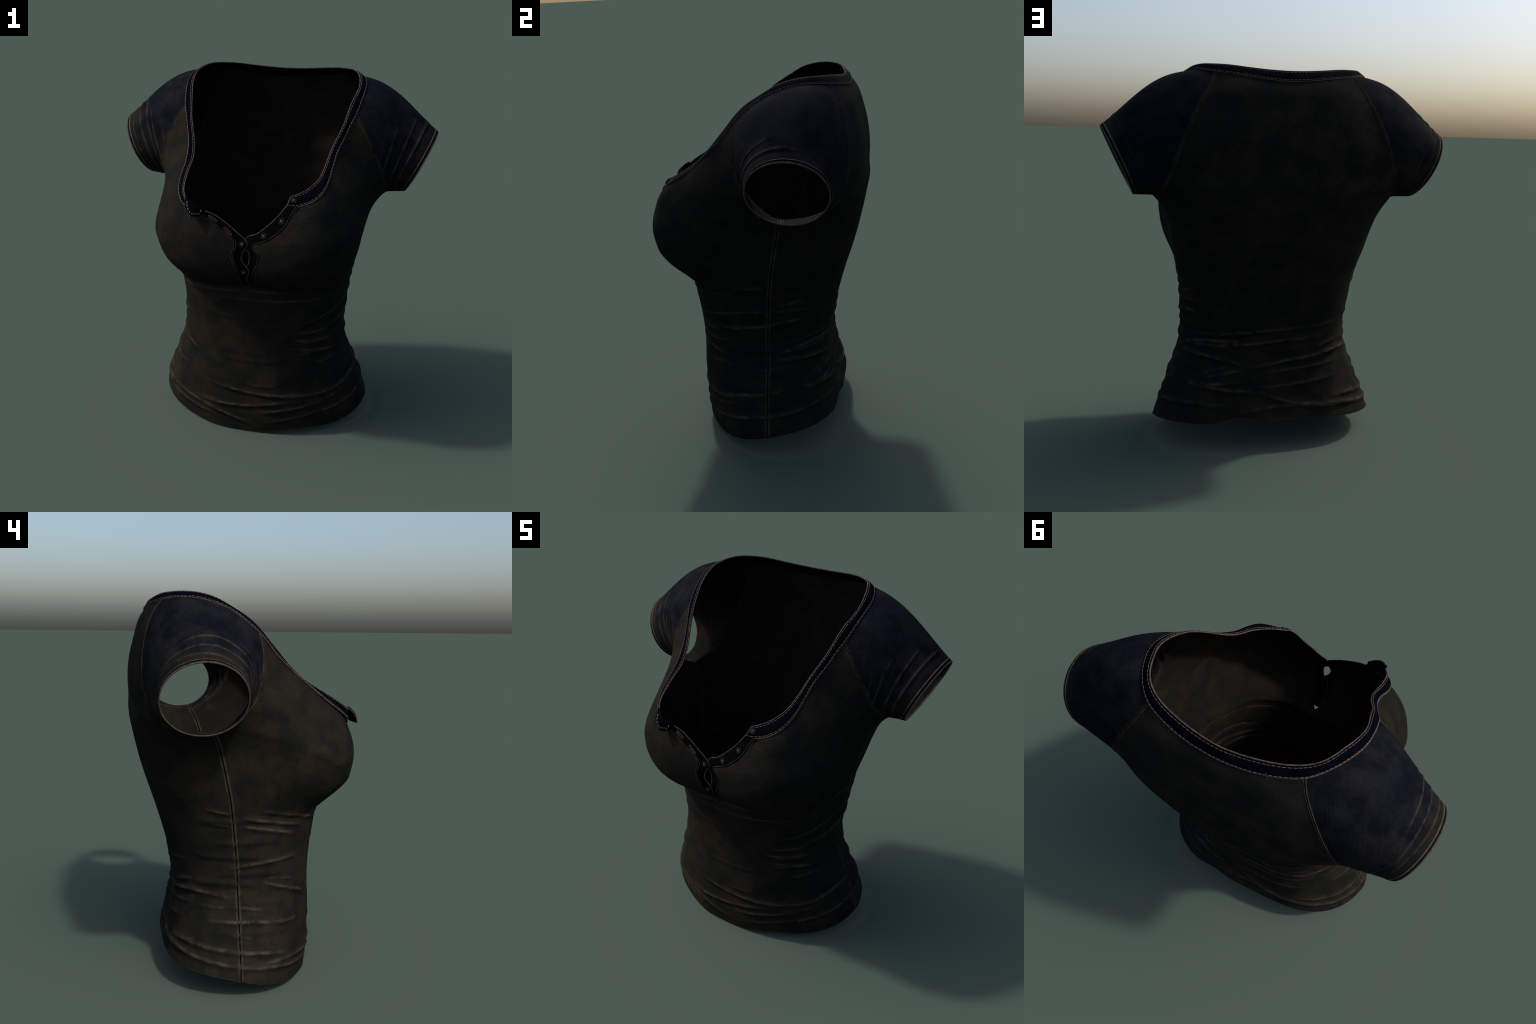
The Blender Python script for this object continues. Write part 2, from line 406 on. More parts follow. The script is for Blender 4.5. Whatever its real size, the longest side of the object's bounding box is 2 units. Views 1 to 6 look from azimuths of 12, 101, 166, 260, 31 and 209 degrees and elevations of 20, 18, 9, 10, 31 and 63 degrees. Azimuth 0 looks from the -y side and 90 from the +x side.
def sweep(p, n, profile, closed, mat_of=None, loop_profile=False, V=None, F=None, M=None):
    """profile points (across, out) carried along the line; returns verts, faces, face materials"""
    V = [] if V is None else V; F = [] if F is None else F; M = [] if M is None else M
    t, nn, b = frames(p, n, closed)
    k0 = len(V); m = len(profile)
    for i in range(len(p)):
        for (u, h) in profile: V.append(p[i] + b[i]*u + nn[i]*h)
    for i in range(len(p) if closed else len(p) - 1):
        j = (i + 1) % len(p)
        for k in range(m if loop_profile else m - 1):
            l = (k + 1) % m
            F.append((k0+i*m+k, k0+i*m+l, k0+j*m+l, k0+j*m+k)); M.append(mat_of[k] if mat_of else 0)
    if loop_profile and not closed:
        F.append(tuple(k0 + k for k in range(m))); M.append(mat_of[0] if mat_of else 0)
        e = k0 + (len(p)-1)*m
        F.append(tuple(e + k for k in reversed(range(m)))); M.append(mat_of[0] if mat_of else 0)
    return V, F, M
def circle(r, k=8, du=0, dh=0): return [(du + r*math.cos(2*math.pi*i/k), dh + r*math.sin(2*math.pi*i/k)) for i in range(k)]
def mesh_from(name, V, F, M=None, smooth=True):
    me = bpy.data.meshes.new(name); me.from_pydata([tuple(v) for v in V], [], F)
    if M: me.polygons.foreach_set('material_index', M)
    me.polygons.foreach_set('use_smooth', [smooth]*len(F)); me.update()
    return me
def consistent(me):
    bm = bmesh.new(); bm.from_mesh(me); bmesh.ops.recalc_face_normals(bm, faces=bm.faces); bm.to_mesh(me); bm.free(); return me

# ------------------------------------------------------------------ materials
class Nodes:
    def __init__(self, name):
        self.mat = bpy.data.materials.new(name); self.mat.use_nodes = True
        self.t = self.mat.node_tree; self.b = self.t.nodes['Principled BSDF']
        self.obj = self.t.nodes.new('ShaderNodeTexCoord').outputs['Object']
    def new(self, kind, **kw):
        n = self.t.nodes.new(kind)
        for k, v in kw.items(): setattr(n, k, v)
        return n
    def put(self, sock, v):
        if isinstance(v, bpy.types.NodeSocket): self.t.links.new(v, sock)
        else: sock.default_value = v
    def math(self, op, a, b=None, c=None, clamp=False):
        n = self.new('ShaderNodeMath', operation=op, use_clamp=clamp)
        for i, v in enumerate((a, b, c)):
            if v is not None: self.put(n.inputs[i], v)
        return n.outputs[0]
    def noise(self, scale, detail=3, rough=.55, vec=None, distort=0):
        n = self.new('ShaderNodeTexNoise'); self.put(n.inputs['Vector'], vec or self.obj)
        n.inputs['Scale'].default_value = scale; n.inputs['Detail'].default_value = detail
        n.inputs['Roughness'].default_value = rough; n.inputs['Distortion'].default_value = distort
        return n.outputs['Fac']
    def twill(self):
        # diagonal weave running on the cloth itself: round the tube (degrees) and along it
        v = self.math('MULTIPLY_ADD', self.round_deg, self.girth*math.pi/180, self.along)
        v = self.math('ADD', v, self.math('MULTIPLY', self.noise(20, 2), .006))
        return self.math('SINE', self.math('MULTIPLY', v, 1000.0))
    def ramp(self, fac, stops):
        n = self.new('ShaderNodeValToRGB'); self.put(n.inputs[0], fac)
        e = n.color_ramp.elements
        while len(e) < len(stops): e.new(.5)
        for el, (p, c) in zip(e, stops): el.position = p; el.color = (*c, 1) if isinstance(c, tuple) else (c, c, c, 1)
        return n.outputs[0]
    def mix(self, fac, a, b, blend='MIX'):
        n = self.new('ShaderNodeMix', data_type='RGBA', blend_type=blend)
        self.put(n.inputs[0], fac)
        for i, v in ((6, a), (7, b)): self.put(n.inputs[i], (*v, 1) if isinstance(v, tuple) else v)
        return n.outputs[2]
    def split(self, v):
        n = self.new('ShaderNodeSeparateXYZ'); self.put(n.inputs[0], v); return n.outputs
    def finish(self, colour, rough=.95, spec=.02, bump=None, bump_dist=.002, bump_strength=.5):
        self.put(self.b.inputs['Base Color'], colour if not isinstance(colour, tuple) else (*colour, 1))
        self.b.inputs['Roughness'].default_value = rough
        self.b.inputs['Specular IOR Level'].default_value = spec
        if bump is not None:
            n = self.new('ShaderNodeBump'); n.inputs['Strength'].default_value = bump_strength
            n.inputs['Distance'].default_value = bump_dist; self.put(n.inputs['Height'], bump)
            self.put(self.b.inputs['Normal'], n.outputs[0])
        return self.mat

CLOTH, CLOTH_DARK, CLOTH_WARM = (.0122,.0117,.0092), (.0078,.0082,.0075), (.0180,.0148,.0098)
CREST_PALE = (.066,.050,.038)
BLUE, BLUE_DARK, BLUE_GREY = (.0062,.0075,.0120), (.0036,.0043,.0072), (.0105,.0106,.0112)
BAND = (.0009,.0009,.0032)
TAN = (.125,.100,.082)

def pale_crest_lines(N, angle, height, folds, width):
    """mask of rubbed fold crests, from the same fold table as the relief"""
    acc = None
    for f in folds:
        a, b, c0, c1, c2, k = fold_poly(f)
        u = N.math('MULTIPLY_ADD', angle, 1/(b-a), -a/(b-a), clamp=True)
        z = N.math('MULTIPLY_ADD', N.math('MULTIPLY_ADD', u, c2, c1), u, c0)
        d = N.math('ABSOLUTE', N.math('SUBTRACT', height, z))
        line = N.math('MULTIPLY_ADD', d, -1/(width*(.7+.12*k)), 1.0, clamp=True)
        tap = N.math('MULTIPLY', N.math('MULTIPLY', u, N.math('SUBTRACT', 1.0, u)), 5.0*(.28+.18*k), clamp=False)
        tap = N.math('MINIMUM', tap, .25+.19*k)
        m = N.math('MULTIPLY', line, tap)
        acc = m if acc is None else N.math('MAXIMUM', acc, m)
    return acc

def cloth_grain(N):
    """fine diagonal twill with uneven threads"""
    return N.math('ADD', N.math('MULTIPLY', N.twill(), .5), N.noise(420, 2))

def mottled(N, base, dark, warm):
    big = N.noise(3.2, 4, .6, distort=.4); mid = N.noise(9, 4, .65); fine = N.noise(120, 3, .7)
    c = N.mix(N.ramp(big, [(.38, 0.0), (.66, 1.0)]), base, warm)
    c = N.mix(N.ramp(mid, [(.40, .95), (.60, 0.0)]), c, dark)
    c = N.mix(.8, c, N.ramp(fine, [(.25, .55), (.75, 1.35)]), 'MULTIPLY')
    return N.mix(.38, c, N.ramp(N.math('MULTIPLY_ADD', N.twill(), .5, .5), [(.2, .68), (.8, 1.25)]), 'MULTIPLY')

def body_cloth(name, folds, wrap):
    N = Nodes(name); x, y, z = N.split(N.obj)
    ang = N.math('MULTIPLY', N.math('ARCTAN2', x, N.math('SUBTRACT', BODY_AXIS_Y, y)), 180/math.pi)
    if wrap: ang = N.math('MODULO', N.math('ADD', ang, 360.0), 360.0)
    N.round_deg, N.along, N.girth = ang, z, .42
    jit = N.math('MULTIPLY_ADD', N.noise(9, 2), .016, z); jit = N.math('SUBTRACT', jit, .008)
    w = pale_crest_lines(N, ang, jit, folds, .0115)
    w = N.math('MULTIPLY', w, N.ramp(N.noise(22, 3), [(.36, .10), (.66, 1.0)]))
    c = mottled(N, CLOTH, CLOTH_DARK, CLOTH_WARM)
    c = N.mix(w, c, CREST_PALE)
    return N.finish(c, bump=cloth_grain(N), bump_dist=.0012, bump_strength=.35)

def sleeve_cloth(name, sgn):
    N = Nodes(name); x, y, z = N.split(N.obj)
    qx = N.math('SUBTRACT', N.math('MULTIPLY', x, float(sgn)), float(CUFF_CENTRE[0])); qy = N.math('SUBTRACT', y, float(CUFF_CENTRE[1])); qz = N.math('SUBTRACT', z, float(CUFF_CENTRE[2]))
    up = N.math('ADD', N.math('MULTIPLY', qx, float(CUFF_UP[0])), N.math('MULTIPLY', qz, float(CUFF_UP[2])))
    reach = N.math('MULTIPLY', N.math('ADD', N.math('MULTIPLY', qx, float(CUFF_AXIS[0])), N.math('MULTIPLY', qz, float(CUFF_AXIS[2]))), -1.0)
    ang = N.math('MULTIPLY', N.math('ARCTAN2', N.math('MULTIPLY', qy, -1.0), N.math('MULTIPLY', up, -1.0)), 180/math.pi)
    ang = N.math('MODULO', N.math('ADD', ang, 360.0), 360.0)
    N.round_deg, N.along, N.girth = ang, reach, .20
    w = pale_crest_lines(N, ang, reach, SLEEVE_FOLDS[sgn], .0075)
    w = N.math('MULTIPLY', w, N.ramp(N.noise(18, 3), [(.36, .12), (.66, 1.0)]))
    c = mottled(N, BLUE, BLUE_DARK, BLUE_GREY)
    # blue dye gone brown-grey towards the cuff, the underarm and the seams
    fade = N.math('ADD', N.math('MULTIPLY_ADD', reach, -4.3, 1.25 if sgn < 0 else .6), N.math('MULTIPLY_ADD', up, -2.2, -.05))
    fade = N.math('ADD', fade, N.math('MULTIPLY_ADD', N.noise(8, 4), 2.0, -1.0), clamp=True)
    c = N.mix(N.math('MULTIPLY', fade, .85), c, mottled(N, CLOTH, CLOTH_DARK, CLOTH_WARM))
    c = N.mix(w, c, CREST_PALE)
    return N.finish(c, bump=cloth_grain(N), bump_dist=.0012, bump_strength=.35)

def plain(name, col, var=.35, scale=60, rough=.95, spec=.02):
    N = Nodes(name)
    lo = tuple(c*(1-var) for c in col); hi = tuple(c*(1+var) for c in col)
    return N.finish(N.ramp(N.noise(scale, 3), [(.3, lo), (.7, hi)]), rough, spec)

fr = [f for f in FOLDS if f[0] < 90 and f[1] > -90]
fr += []
bk = [f for f in FOLDS if f[1] > 90] + [(a+360, b+360, *r) for a, b, *r in FOLDS if a < -90]
m_front = body_cloth('front_cloth', fr, False); m_back = body_cloth('back_cloth', bk, True)
m_sleeve = {1: sleeve_cloth('left_sleeve_cloth', 1), -1: sleeve_cloth('right_sleeve_cloth', -1)}
m_band = plain('navy_band_cloth', BAND, .5, 30)
m_strip = plain('button_strip_cloth', (.0016,.0016,.0028), .5, 30)
m_edge = plain('worn_edge', (.058,.044,.036), .45, 45)
m_faint = plain('faint_worn_ridge', (.034,.027,.0205), .5, 25)
m_shadow_paint = plain('seam_shadow_cloth', (.0018,.0018,.0016), .3)  # near-black colour that paints the groove's shadow onto seam and cuff strips
m_thread = plain('tan_thread', TAN, .3, 90)
m_pale = plain('pale_thread', (.17,.165,.165), .3, 90)
m_button = plain('button_horn', (.0042,.0042,.0038), .3, 40, .75, .08)
m_ring = plain('button_rim', (.013,.012,.0095), .3, 40, .8, .05)
m_seam = plain('seam_ridge_cloth', (.0265,.0220,.0170), .55, 18)

# ------------------------------------------------------------------ cloth panels with thickness
sol = bpy.data.objects.new('shell', shell); bpy.context.collection.objects.link(sol)
if flip < 0:
    shell.flip_normals()
md = sol.modifiers.new('t', 'SOLIDIFY'); md.thickness = .0045; md.offset = -1; md.use_even_offset = False
thick = evaluated(sol); bpy.data.objects.remove(sol)
tco, tno = get_co(thick), get_no(thick)
tn = len(thick.polygons); tmi = np.empty(tn, np.int32); thick.polygons.foreach_get('material_index', tmi)
tl = np.empty(len(thick.loops), np.int32); thick.loops.foreach_get('vertex_index', tl); tq = tl.reshape(tn, 4)
for r, name, m in ((0, 'front_panel', m_front), (1, 'back_panel', m_back), (2, 'sleeve', m_sleeve[1]), (3, 'sleeve', m_sleeve[-1])):
    q = tq[tmi == r]; used, inv = np.unique(q.ravel(), return_inverse=True)
    me = bpy.data.meshes.new(name)
    me.vertices.add(len(used)); me.vertices.foreach_set('co', tco[used].astype(np.float32).ravel())
    me.loops.add(q.size); me.loops.foreach_set('vertex_index', inv.astype(np.int32).ravel())
    me.polygons.add(len(q)); me.polygons.foreach_set('loop_start', np.arange(0, q.size, 4, dtype=np.int32))
    me.polygons.foreach_set('use_smooth', np.ones(len(q), bool))
    me.update(calc_edges=True); me.validate()
    me.normals_split_custom_set_from_vertices(tno[used].tolist())
    add(name, me, mats=[m])

# ------------------------------------------------------------------ seams
SEAM = [(-.0130,-.0005),(-.0095,.0018),(-.0060,.0026),(-.0034,.0020),(-.0022,.0006),(.0022,.0006),(.0034,.0020),(.0060,.0026),(.0095,.0018),(.0130,-.0005)]
SEAM_M = [0,0,0,1,1,1,0,0,0]
def seam_object(name, chain_list, k=1.0, mats=None, off=0):
    mats = mats or (m_seam, m_shadow_paint)
    for ch in chain_list:
        closed = ch[0] == ch[-1]; ids = ch[:-1] if closed else ch
        p, n = even_line(smooth_line(co[ids], closed, 4), no[ids], .008, closed)
        V, F, M = sweep(p, n, [(u*k + off, h) for u, h in SEAM], closed, SEAM_M)
        # the seam shows on the inside of the cloth too
        sweep(p - n*.0047, -n, [(u*k + off, h) for u, h in SEAM], closed, SEAM_M, False, V, F, M)
        add(name, consistent(mesh_from(name, V, F, M)), mats=mats)
long = lambda cl: [c for c in cl if len(c) > 12]
seam_object('side_seam', long(chains(between[(0, 1)])))
for pr in ((0, 2), (0, 3), (1, 2), (1, 3)): seam_object('raglan_seam', long(chains(between[pr])), .62)

# underarm seam of each sleeve, from the armpit to the cuff
for sgn, r in ((1, 2), (-1, 3)):
    a = np.array([.645,.21,1.337]); an = math.radians(12)
    b = CUFF_CENTRE + np.array([0, -math.sin(an)*CUFF_Y, 0]) - CUFF_UP*math.cos(an)*CUFF_U
    ids = np.where(reg == r)[0]; line = []
    for t in np.linspace(0, 1, 14):
        k = ids[np.argmin(np.linalg.norm(co[ids] - (a*(1-t) + b*t)*np.array([sgn, 1, 1]), axis=1))]
        if k not in line: line.append(int(k))
    seam_object('underarm_seam', [line], .7)

def edge_tube(name, p, n, r, closed, mat, du=0, dh=0, step=.008):
    q, m = even_line(p, n, step, closed)
    V, F, M = sweep(q, m, circle(r, 8, du, dh), closed, None, True)
    return add(name, consistent(mesh_from(name, V, F, M)), mats=[mat])
for ch in cuff_lines:
    ids = ch[:-1] if ch[0] == ch[-1] else ch
    p, n = smooth_line(co[ids], True, 6), no[ids]
    sg = np.sign(p[:, 0].mean())
    edge_tube('cuff_edge', p, n, .0036, True, m_edge, 0, -.0025)
    t, nn, b = frames(p, n, True)
    inward = np.sign(np.mean(np.einsum('ij,ij->i', b, -CUFF_AXIS*np.array([sg, 1, 1]) + 0*b)))
    q, m = even_line(p, n, .008, True)
    V, F, M = sweep(q, m, [(inward*u, h) for u, h in [(.004,-.0005),(.006,.0010),(.0065,.0004),(.0135,.0004),(.0145,.0022),(.018,.0024),(.022,-.0005)]], True, [0,1,1,1,0,0])
    add('cuff_hem', consistent(mesh_from('cuff_hem', V, F, M)), mats=[m_edge, m_shadow_paint])
for ch in hem_line:
    ids = ch[:-1] if ch[0] == ch[-1] else ch
    edge_tube('hem_edge', smooth_line(co[ids], True, 3), no[ids] , .0024, True, m_faint, 0, -.002)

# ------------------------------------------------------------------ neck band
BAND_HIGH_COMMON = [(.350,-.280,1.570),(.368,-.200,1.642),(.415,-.090,1.765),(.441,.010,1.868),(.463,.100,1.922),(.456,.190,1.971),(.432,.265,1.990),
                    (.401,.335,1.995),(.365,.375,1.993),(.297,.415,1.990),(.194,.445,1.979),(.100,.461,1.971),(0,.470,1.967)]
BAND_HIGH_END = {+1: [(.213,-.472,1.457),(.250,-.450,1.468),(.298,-.405,1.492),(.336,-.343,1.529)],
                 -1: [(.316,-.522,1.421),(.336,-.492,1.445),(.349,-.419,1.488),(.352,-.345,1.532)]}
def band_low(sgn): return BAND_LOW_CHEST[sgn] + BAND_LOW_SHOULDER[1:] + BAND_LOW_BACK[1:]
def band_high(sgn): return BAND_HIGH_END[sgn] + BAND_HIGH_COMMON
NB = 150
lowc = np.vstack([resample(band_low(1), NB), (resample(band_low(-1), NB) * [-1, 1, 1])[::-1][1:]])
hic = np.vstack([resample(band_high(1), NB), (resample(band_high(-1), NB) * [-1, 1, 1])[::-1][1:]])
lowc, hic = smooth_line(lowc, False, 10), smooth_line(hic, False, 10)
across = hic - lowc
tang = np.gradient((lowc + hic)/2, axis=0)
bn = np.cross(tang, across); bn /= np.linalg.norm(bn, axis=1)[:, None]
outw = (lowc - np.array([0, .1, 1.6])); 
bn *= np.sign(np.einsum('ij,ij->i', bn, outw))[:, None]
prof = [(-.06,.001),(.0,.006),(.10,.0075),(.5,.008),(.9,.0072),(1.0,.004),(1.03,.0),(1.0,-.004),(.9,-.006),(.5,-.006),(.06,-.006),(-.06,-.004)]
V, F = [], []
for i in range(len(lowc)):
    for u, h in prof: V.append(lowc[i] + across[i]*u + bn[i]*h)
m = len(prof)
for i in range(len(lowc) - 1):
    for k in range(m): F.append((i*m+k, i*m+(k+1) % m, (i+1)*m+(k+1) % m, (i+1)*m+k))
F.append(tuple(range(m))); F.append(tuple(reversed([(len(lowc)-1)*m+k for k in range(m)])))
band = add('neck_band', consistent(mesh_from('neck_band', V, F)), mats=[m_band])
edge_tube('band_edge', hic + bn*.002, bn, .0036, False, m_edge)
edge_tube('band_edge', lowc[3:] - across[3:]*.05 + bn[3:]*.002, bn[3:], .0032, False, m_edge)
# end bindings of the band
for i in (0, -1):
    p = np.linspace(lowc[i], hic[i], 12); n = np.repeat(bn[i][None], 12, 0)
    if i == 0: edge_tube('band_edge', p, n, .0036, False, m_edge, 0, .002)

def dashes(name, p, n, length, gap, r, mat, lift=.0):
    """running stitch: short capsules along a line"""
    s = np.r_[0, np.cumsum(np.linalg.norm(p[1:] - p[:-1], axis=1))]
    V, F = [], []; pos = gap
    at = lambda t, a: np.array([np.interp(t, s, a[:, i]) for i in range(3)])
    while pos + length < s[-1]:
        L = length * rng.uniform(.85, 1.12)
        tt = np.linspace(pos, min(pos + L, s[-1]), 5)
        q = np.array([at(t, p) for t in tt]); nn = np.array([at(t, n) for t in tt])
        nn /= np.linalg.norm(nn, axis=1)[:, None]
        q = q + nn*lift
        t, n2, b = frames(q, nn, False)
        k0 = len(V)
        for i, sc in enumerate((.45, 1, 1, 1, .45)):
            for a in range(6): V.append(q[i] + (b[i]*math.cos(a*math.pi/3) + n2[i]*math.sin(a*math.pi/3)*.8)*r*sc)
        for i in range(4):
            for a in range(6): F.append((k0+i*6+a, k0+i*6+(a+1) % 6, k0+(i+1)*6+(a+1) % 6, k0+(i+1)*6+a))
        F.append(tuple(k0+a for a in range(6))); F.append(tuple(k0+24+a for a in reversed(range(6))))
        pos += L + gap * rng.uniform(.8, 1.25)
    ob = add(name, consistent(mesh_from(name, V, F)), mats=[mat]); ob['kind'] = 'stuff'
    return ob
dashes('stitching', lowc + across*.82, bn, .0165, .0035, .0012, m_thread, .0078)
dashes('stitching', lowc + across*.045, bn, .0165, .0035, .0012, m_thread, .0076)

# ------------------------------------------------------------------ button strips
# pairs of (outer edge, inner edge) in x, z from the collar down to the foot of the slit
STRIP_TOP = [((-.245,1.345),(-.213,1.367)),((-.199,1.326),(-.165,1.352)),((-.139,1.286),(-.100,1.315)),((-.085,1.250),(-.040,1.272)),((-.058,1.227),(.006,1.234)),
             ((-.054,1.205),(.016,1.215)),((-.062,1.180),(-.002,1.187)),((-.069,1.155),(-.017,1.152)),((-.063,1.118),(-.010,1.116)),((-.050,1.085),(.012,1.090)),
             ((-.044,1.060),(.022,1.068)),((-.042,1.020),(.006,1.030)),((-.042,.955),(.002,.953))]
STRIP_UNDER = [((.258,1.420),(.205,1.430)),((.239,1.383),(.182,1.397)),((.204,1.312),(.153,1.360)),((.168,1.276),(.122,1.327)),((.122,1.241),(.085,1.294)),
               ((.078,1.222),(.045,1.264)),((.045,1.205),(.000,1.240)),((.048,1.198),(-.012,1.212)),((.062,1.188),(.008,1.190)),((.081,1.166),(.024,1.167)),
               ((.080,1.140),(.025,1.140)),((.066,1.092),(.016,1.100)),((.050,1.050),(-.010,1.070)),((.043,1.010),(-.020,1.020)),((.042,.955),(-.020,.953))]
def front_normal(x, z):
    e = .012
    dx = (front_y(abs(x)+e, z) - front_y(max(abs(x)-e, 0), z)) / (e + min(abs(x), e)) * (1 if x >= 0 else -1)
    dz = (front_y(abs(x), z+e) - front_y(abs(x), z-e)) / (2*e)
    v = np.array([dx, -1, dz]); return v/np.linalg.norm(v)
def strip(name, pairs, lift):
    o = resample([p[0] for p in pairs], 70); i_ = np.array([p[1] for p in pairs], float)
    so = chord([p[0] for p in pairs]); ii = spline(so, i_, np.linspace(0, 1, 71)); oo = spline(so, np.array([p[0] for p in pairs], float), np.linspace(0, 1, 71))
    us = [0, .04, .12, .5, .88, .96, 1]; hs = [.0, .0022, .003, .003, .003, .0022, 0]
    top = np.zeros((71, 7, 3)); nrm = np.zeros((71, 3))
    for r in range(71):
        nrm[r] = front_normal(*(oo[r]*.5 + ii[r]*.5))
        for c, (u, h) in enumerate(zip(us, hs)):
            x, z = oo[r]*(1-u) + ii[r]*u
            top[r, c] = np.array([x, front_y(x, z), z]) + nrm[r]*(lift + h)
    V, F = [], []
    for r in range(71):
        V += list(top[r]) + [p - nrm[r]*.005 for p in top[r][::-1]]
    m = 14
    for r in range(70):
        for k in range(m): F.append((r*m+k, r*m+(k+1) % m, (r+1)*m+(k+1) % m, (r+1)*m+k))
    F.append(tuple(range(m))); F.append(tuple(reversed([70*m+k for k in range(m)])))
    ob = add(name, consistent(mesh_from(name, V, F)), mats=[m_strip])
    return top, nrm
top_t, top_n = strip('button_strip', STRIP_TOP, .006)
und_t, und_n = strip('button_strip', STRIP_UNDER, -.002)
for T_, n_ in ((top_t, top_n), (und_t, und_n)):
    edge_tube('strip_edge', smooth_line(T_[:, 6], False, 2), n_, .0025, False, m_edge)
    edge_tube('strip_edge', smooth_line(T_[:, 0], False, 2), n_, .0022, False, m_faint)
    edge_tube('strip_edge', smooth_line(T_[:, 1]*.7 + T_[:, 3]*.3, False, 2), n_, .0018, False, m_faint)

# collar end turned over on itself
A, B, C, D = [np.array(v) for v in ((-.317,-.520,1.434),(-.272,-.590,1.346),(-.211,-.555,1.357),(-.226,-.550,1.386))]
ab = resample([A, A*.5+B*.5+[-.012,-.010,.0], B], 12); dc = resample([D, D*.5+C*.5+[.004,-.002,.003], C], 12)
ad = resample([A, (-.290,-.543,1.422), (-.258,-.552,1.402), D], 12); bc = resample([B, B*.5+C*.5+[.0,-.004,-.003], C], 12)
G = coons(ab, dc, ad, bc)
u = np.linspace(0, 1, 13); bul = np.outer(np.sin(u*np.pi), np.sin(u*np.pi))
G += bul[..., None]*np.array([.002,-.010,.004])
fn = np.cross(np.gradient(G, axis=1), np.gradient(G, axis=0)); fn /= np.linalg.norm(fn, axis=2)[..., None]
fn *= np.sign(-fn[..., 1:2].mean())
V = list((G + fn*.004).reshape(-1, 3)) + list((G - fn*.004).reshape(-1, 3)); F = []
for r in range(12):
    for c in range(12):
        k = r*13 + c; F += [(k, k+1, k+14, k+13), (169+k+13, 169+k+14, 169+k+1, 169+k)]
rim = [c for c in range(13)] + [r*13+12 for r in range(1, 13)] + [12*13+c for c in range(11, -1, -1)] + [r*13 for r in range(11, 0, -1)]
for a, b in zip(rim, rim[1:] + rim[:1]): F.append((a, b, 169+b, 169+a))
add('collar_flap', consistent(mesh_from('collar_flap', V, F)), mats=[m_band])
# its under layer, from the fold down to the strip
crest = G[:, 0]; foot = resample([(-.300,-.524,1.378),(-.255,-.530,1.362),(-.200,-.532,1.360)], 12)
UL = np.array([[crest[i]*(1-t) + foot[i]*t for t in np.linspace(0, 1, 5)] for i in range(13)])
V = list((UL + [0,-.001,.0]).reshape(-1, 3)) + list((UL + [0,.002,.0]).reshape(-1, 3)); F = []
for r in range(12):
    for c in range(4):
        k = r*5 + c; F += [(k, k+1, k+6, k+5), (65+k+5, 65+k+6, 65+k+1, 65+k)]
rim = list(range(5)) + [r*5+4 for r in range(1, 13)] + [60+c for c in range(3, -1, -1)] + [r*5 for r in range(11, 0, -1)]
for a, b in zip(rim, rim[1:] + rim[:1]): F.append((a, b, 65+b, 65+a))
add('collar_underlap', consistent(mesh_from('collar_underlap', V, F)), mats=[m_band])
edge_tube('strip_edge', np.vstack([G[0], G[1:, 12]]), np.vstack([fn[0], fn[1:, 12]]), .0032, False, m_edge)
dashes('stitching', G[2, 2:11], fn[2, 2:11], .014, .004, .0020, m_pale, .0048)
dashes('stitching', G[10, 5:12], fn[10, 5:12], .010, .004, .0022, m_pale, .0050)

# ------------------------------------------------------------------ buttons and buttonholes
def lathe(profile, k=28):
    V, F = [], []
    for r, h in profile:
        for a in range(k): V.append((r*math.cos(2*math.pi*a/k), r*math.sin(2*math.pi*a/k), h))
    for i in range(len(profile)-1):
        for a in range(k): F.append((i*k+a, i*k+(a+1) % k, (i+1)*k+(a+1) % k, (i+1)*k+a))
    F.append(tuple(range(k))[::-1]); F.append(tuple((len(profile)-1)*k + a for a in range(k)))
    return V, F
bV, bF = lathe([(.0152,0),(.0164,.0022),(.0160,.0040),(.0142,.0048),(.0128,.0040),(.0115,.0036),(.004,.0034)])
button_mesh = consistent(mesh_from('button', bV, bF)); button_mesh.materials.append(m_button)
rV, rF, _ = sweep(np.array([(.0152*math.cos(a), .0152*math.sin(a), .0040) for a in np.linspace(0, 2*math.pi, 33)[:-1]]), np.tile([0., 0, 1], (32, 1)), circle(.0011, 6), True, None, True)
rim_mesh = consistent(mesh_from('button_rim', rV, rF)); rim_mesh.materials.append(m_ring)
xV, xF, xM = [], [], []
for a in (.75, -.85):
    d = np.array([math.cos(a), math.sin(a), 0])
    line = np.array([d*t + np.array([0, 0, .0052 + .0012*(1-(t/.0085)**2)]) for t in np.linspace(-.0085, .0085, 7)])
    sweep(line, np.tile([0., 0, 1], (7, 1)), circle(.0014, 6), False, None, True, xV, xF, xM)
cross_mesh = consistent(mesh_from('button_thread', xV, xF)); cross_mesh.materials.append(m_thread)
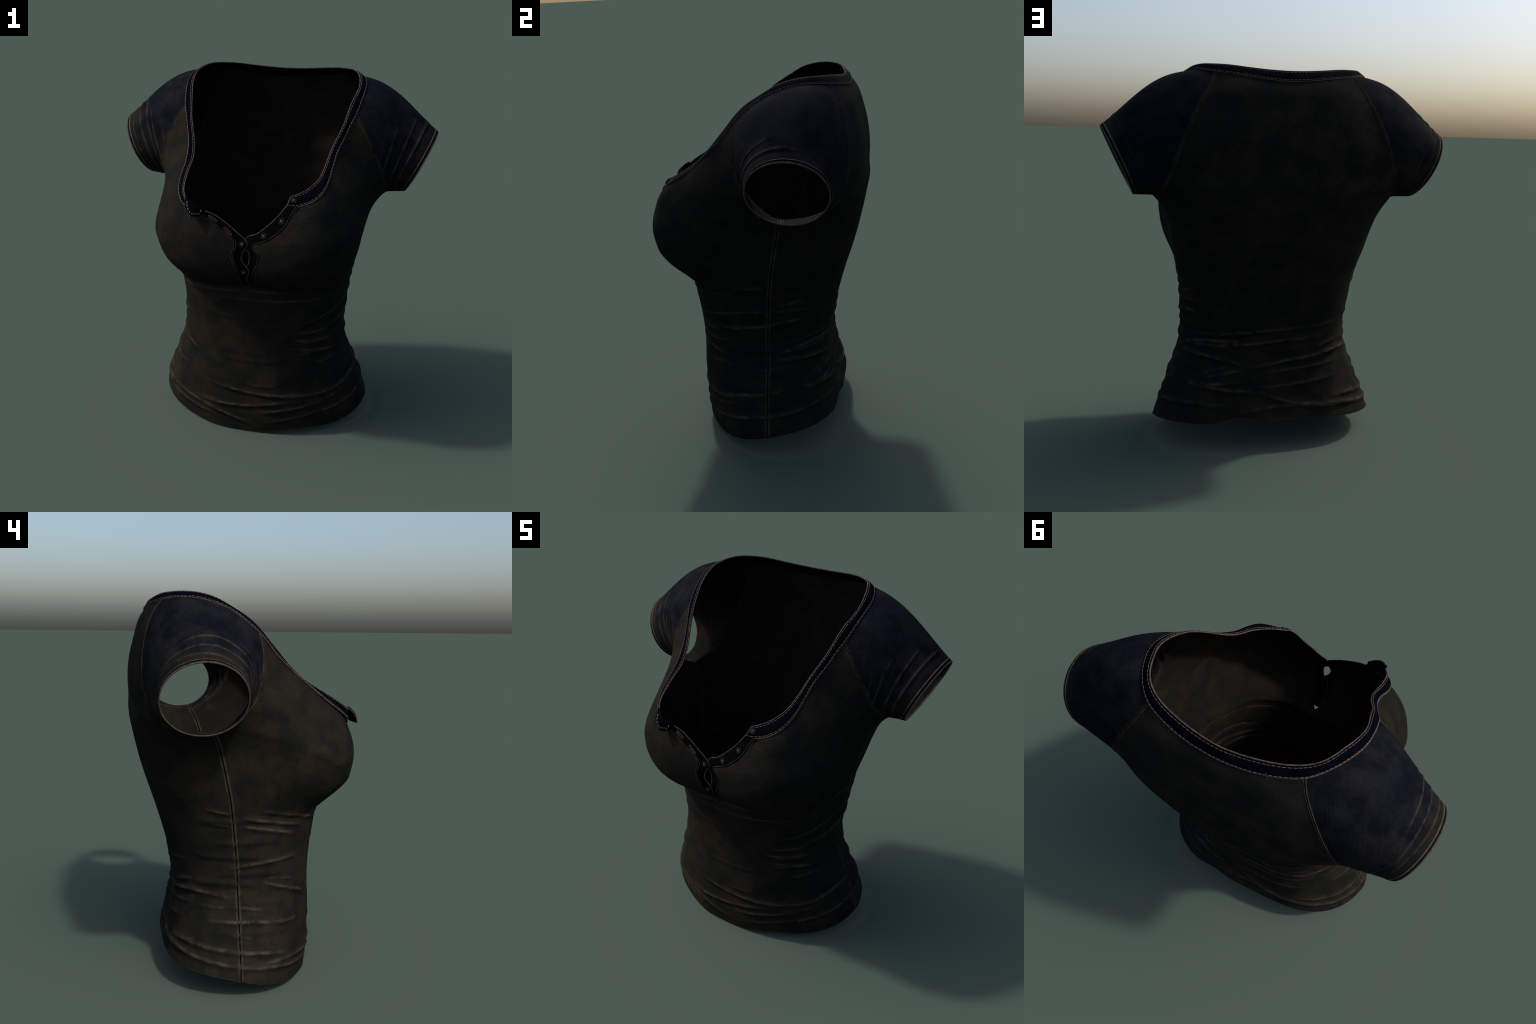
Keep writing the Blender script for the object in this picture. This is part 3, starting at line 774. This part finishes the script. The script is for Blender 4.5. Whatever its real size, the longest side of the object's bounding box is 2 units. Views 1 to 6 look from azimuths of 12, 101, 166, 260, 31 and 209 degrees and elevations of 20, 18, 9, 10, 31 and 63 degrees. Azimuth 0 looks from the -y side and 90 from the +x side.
def place_button(p, n, spin):
    z = Vector(n).normalized(); x = Vector((1, 0, 0)); x = (x - z*x.dot(z)).normalized(); y = z.cross(x)
    from mathutils import Matrix
    mtx = Matrix((x, y, z)).transposed().to_4x4(); mtx.translation = Vector(p)
    mtx = mtx @ Matrix.Rotation(spin, 4, 'Z')
    ob = add('button', button_mesh); ob.matrix_world = mtx
    for nm, me in (('button_rim', rim_mesh), ('button_thread', cross_mesh)):
        c = bpy.data.objects.new(nm, me); bpy.context.collection.objects.link(c); c.parent = ob
i0 = int(np.argmin(np.linalg.norm(lowc*.5 + hic*.5 - np.array([.232,-.487,1.440]), axis=1)))
place_button((lowc[i0]*.5 + hic[i0]*.5) + bn[i0]*.008, bn[i0], .1)
for (x, z), lift, spin in (((.182,1.348), .001, .0), ((.098,1.270), .001, -.2), ((-.013,1.217), .009, .1), ((-.007,1.064), .009, .2)):
    n = front_normal(x, z); place_button(np.array([x, front_y(x, z), z]) + n*lift, n, spin)

def buttonhole(a, b, n, width):
    a, b = np.array(a, float), np.array(b, float); d = (b-a)/np.linalg.norm(b-a); c = np.cross(n, d)
    L = np.linalg.norm(b-a); pts = []
    for t in np.linspace(0, math.pi, 7): pts.append(b + d*math.sin(t)*width - c*math.cos(t)*width)
    for t in np.linspace(0, math.pi, 7): pts.append(a - d*math.sin(t)*width + c*math.cos(t)*width)
    edge_tube('buttonhole', np.array(pts), np.tile(n, (len(pts), 1)), .0016, True, m_edge, step=.003)
for (x0, z0), (x1, z1) in (((-.188,1.342),(-.150,1.322)), ((-.104,1.291),(-.072,1.262))):
    n = front_normal((x0+x1)/2, (z0+z1)/2)
    buttonhole(np.array([x0, front_y(x0, z0), z0]) + n*.0095, np.array([x1, front_y(x1, z1), z1]) + n*.0095, n, .0045)
buttonhole(G[3, 10] + fn[3, 10]*.0050, G[8, 10] + fn[8, 10]*.0050, fn[6, 10], .0034)

# small bar tacks across the band seam
for tgt in ((.216,.477,1.939), (-.395,.395,1.969), (.484,.030,1.855), (.478,-.02,1.81), (-.216,.477,1.939)):
    i = int(np.argmin(np.linalg.norm(lowc - np.array(tgt), axis=1)))
    p = np.array([lowc[i] + across[i]*u + bn[i]*(.0085 if u > 0 else .003) for u in np.linspace(-.30, .18, 6)])
    edge_tube('bar_tack', p, np.tile(bn[i], (6, 1)), .0020, False, m_faint, step=.004)
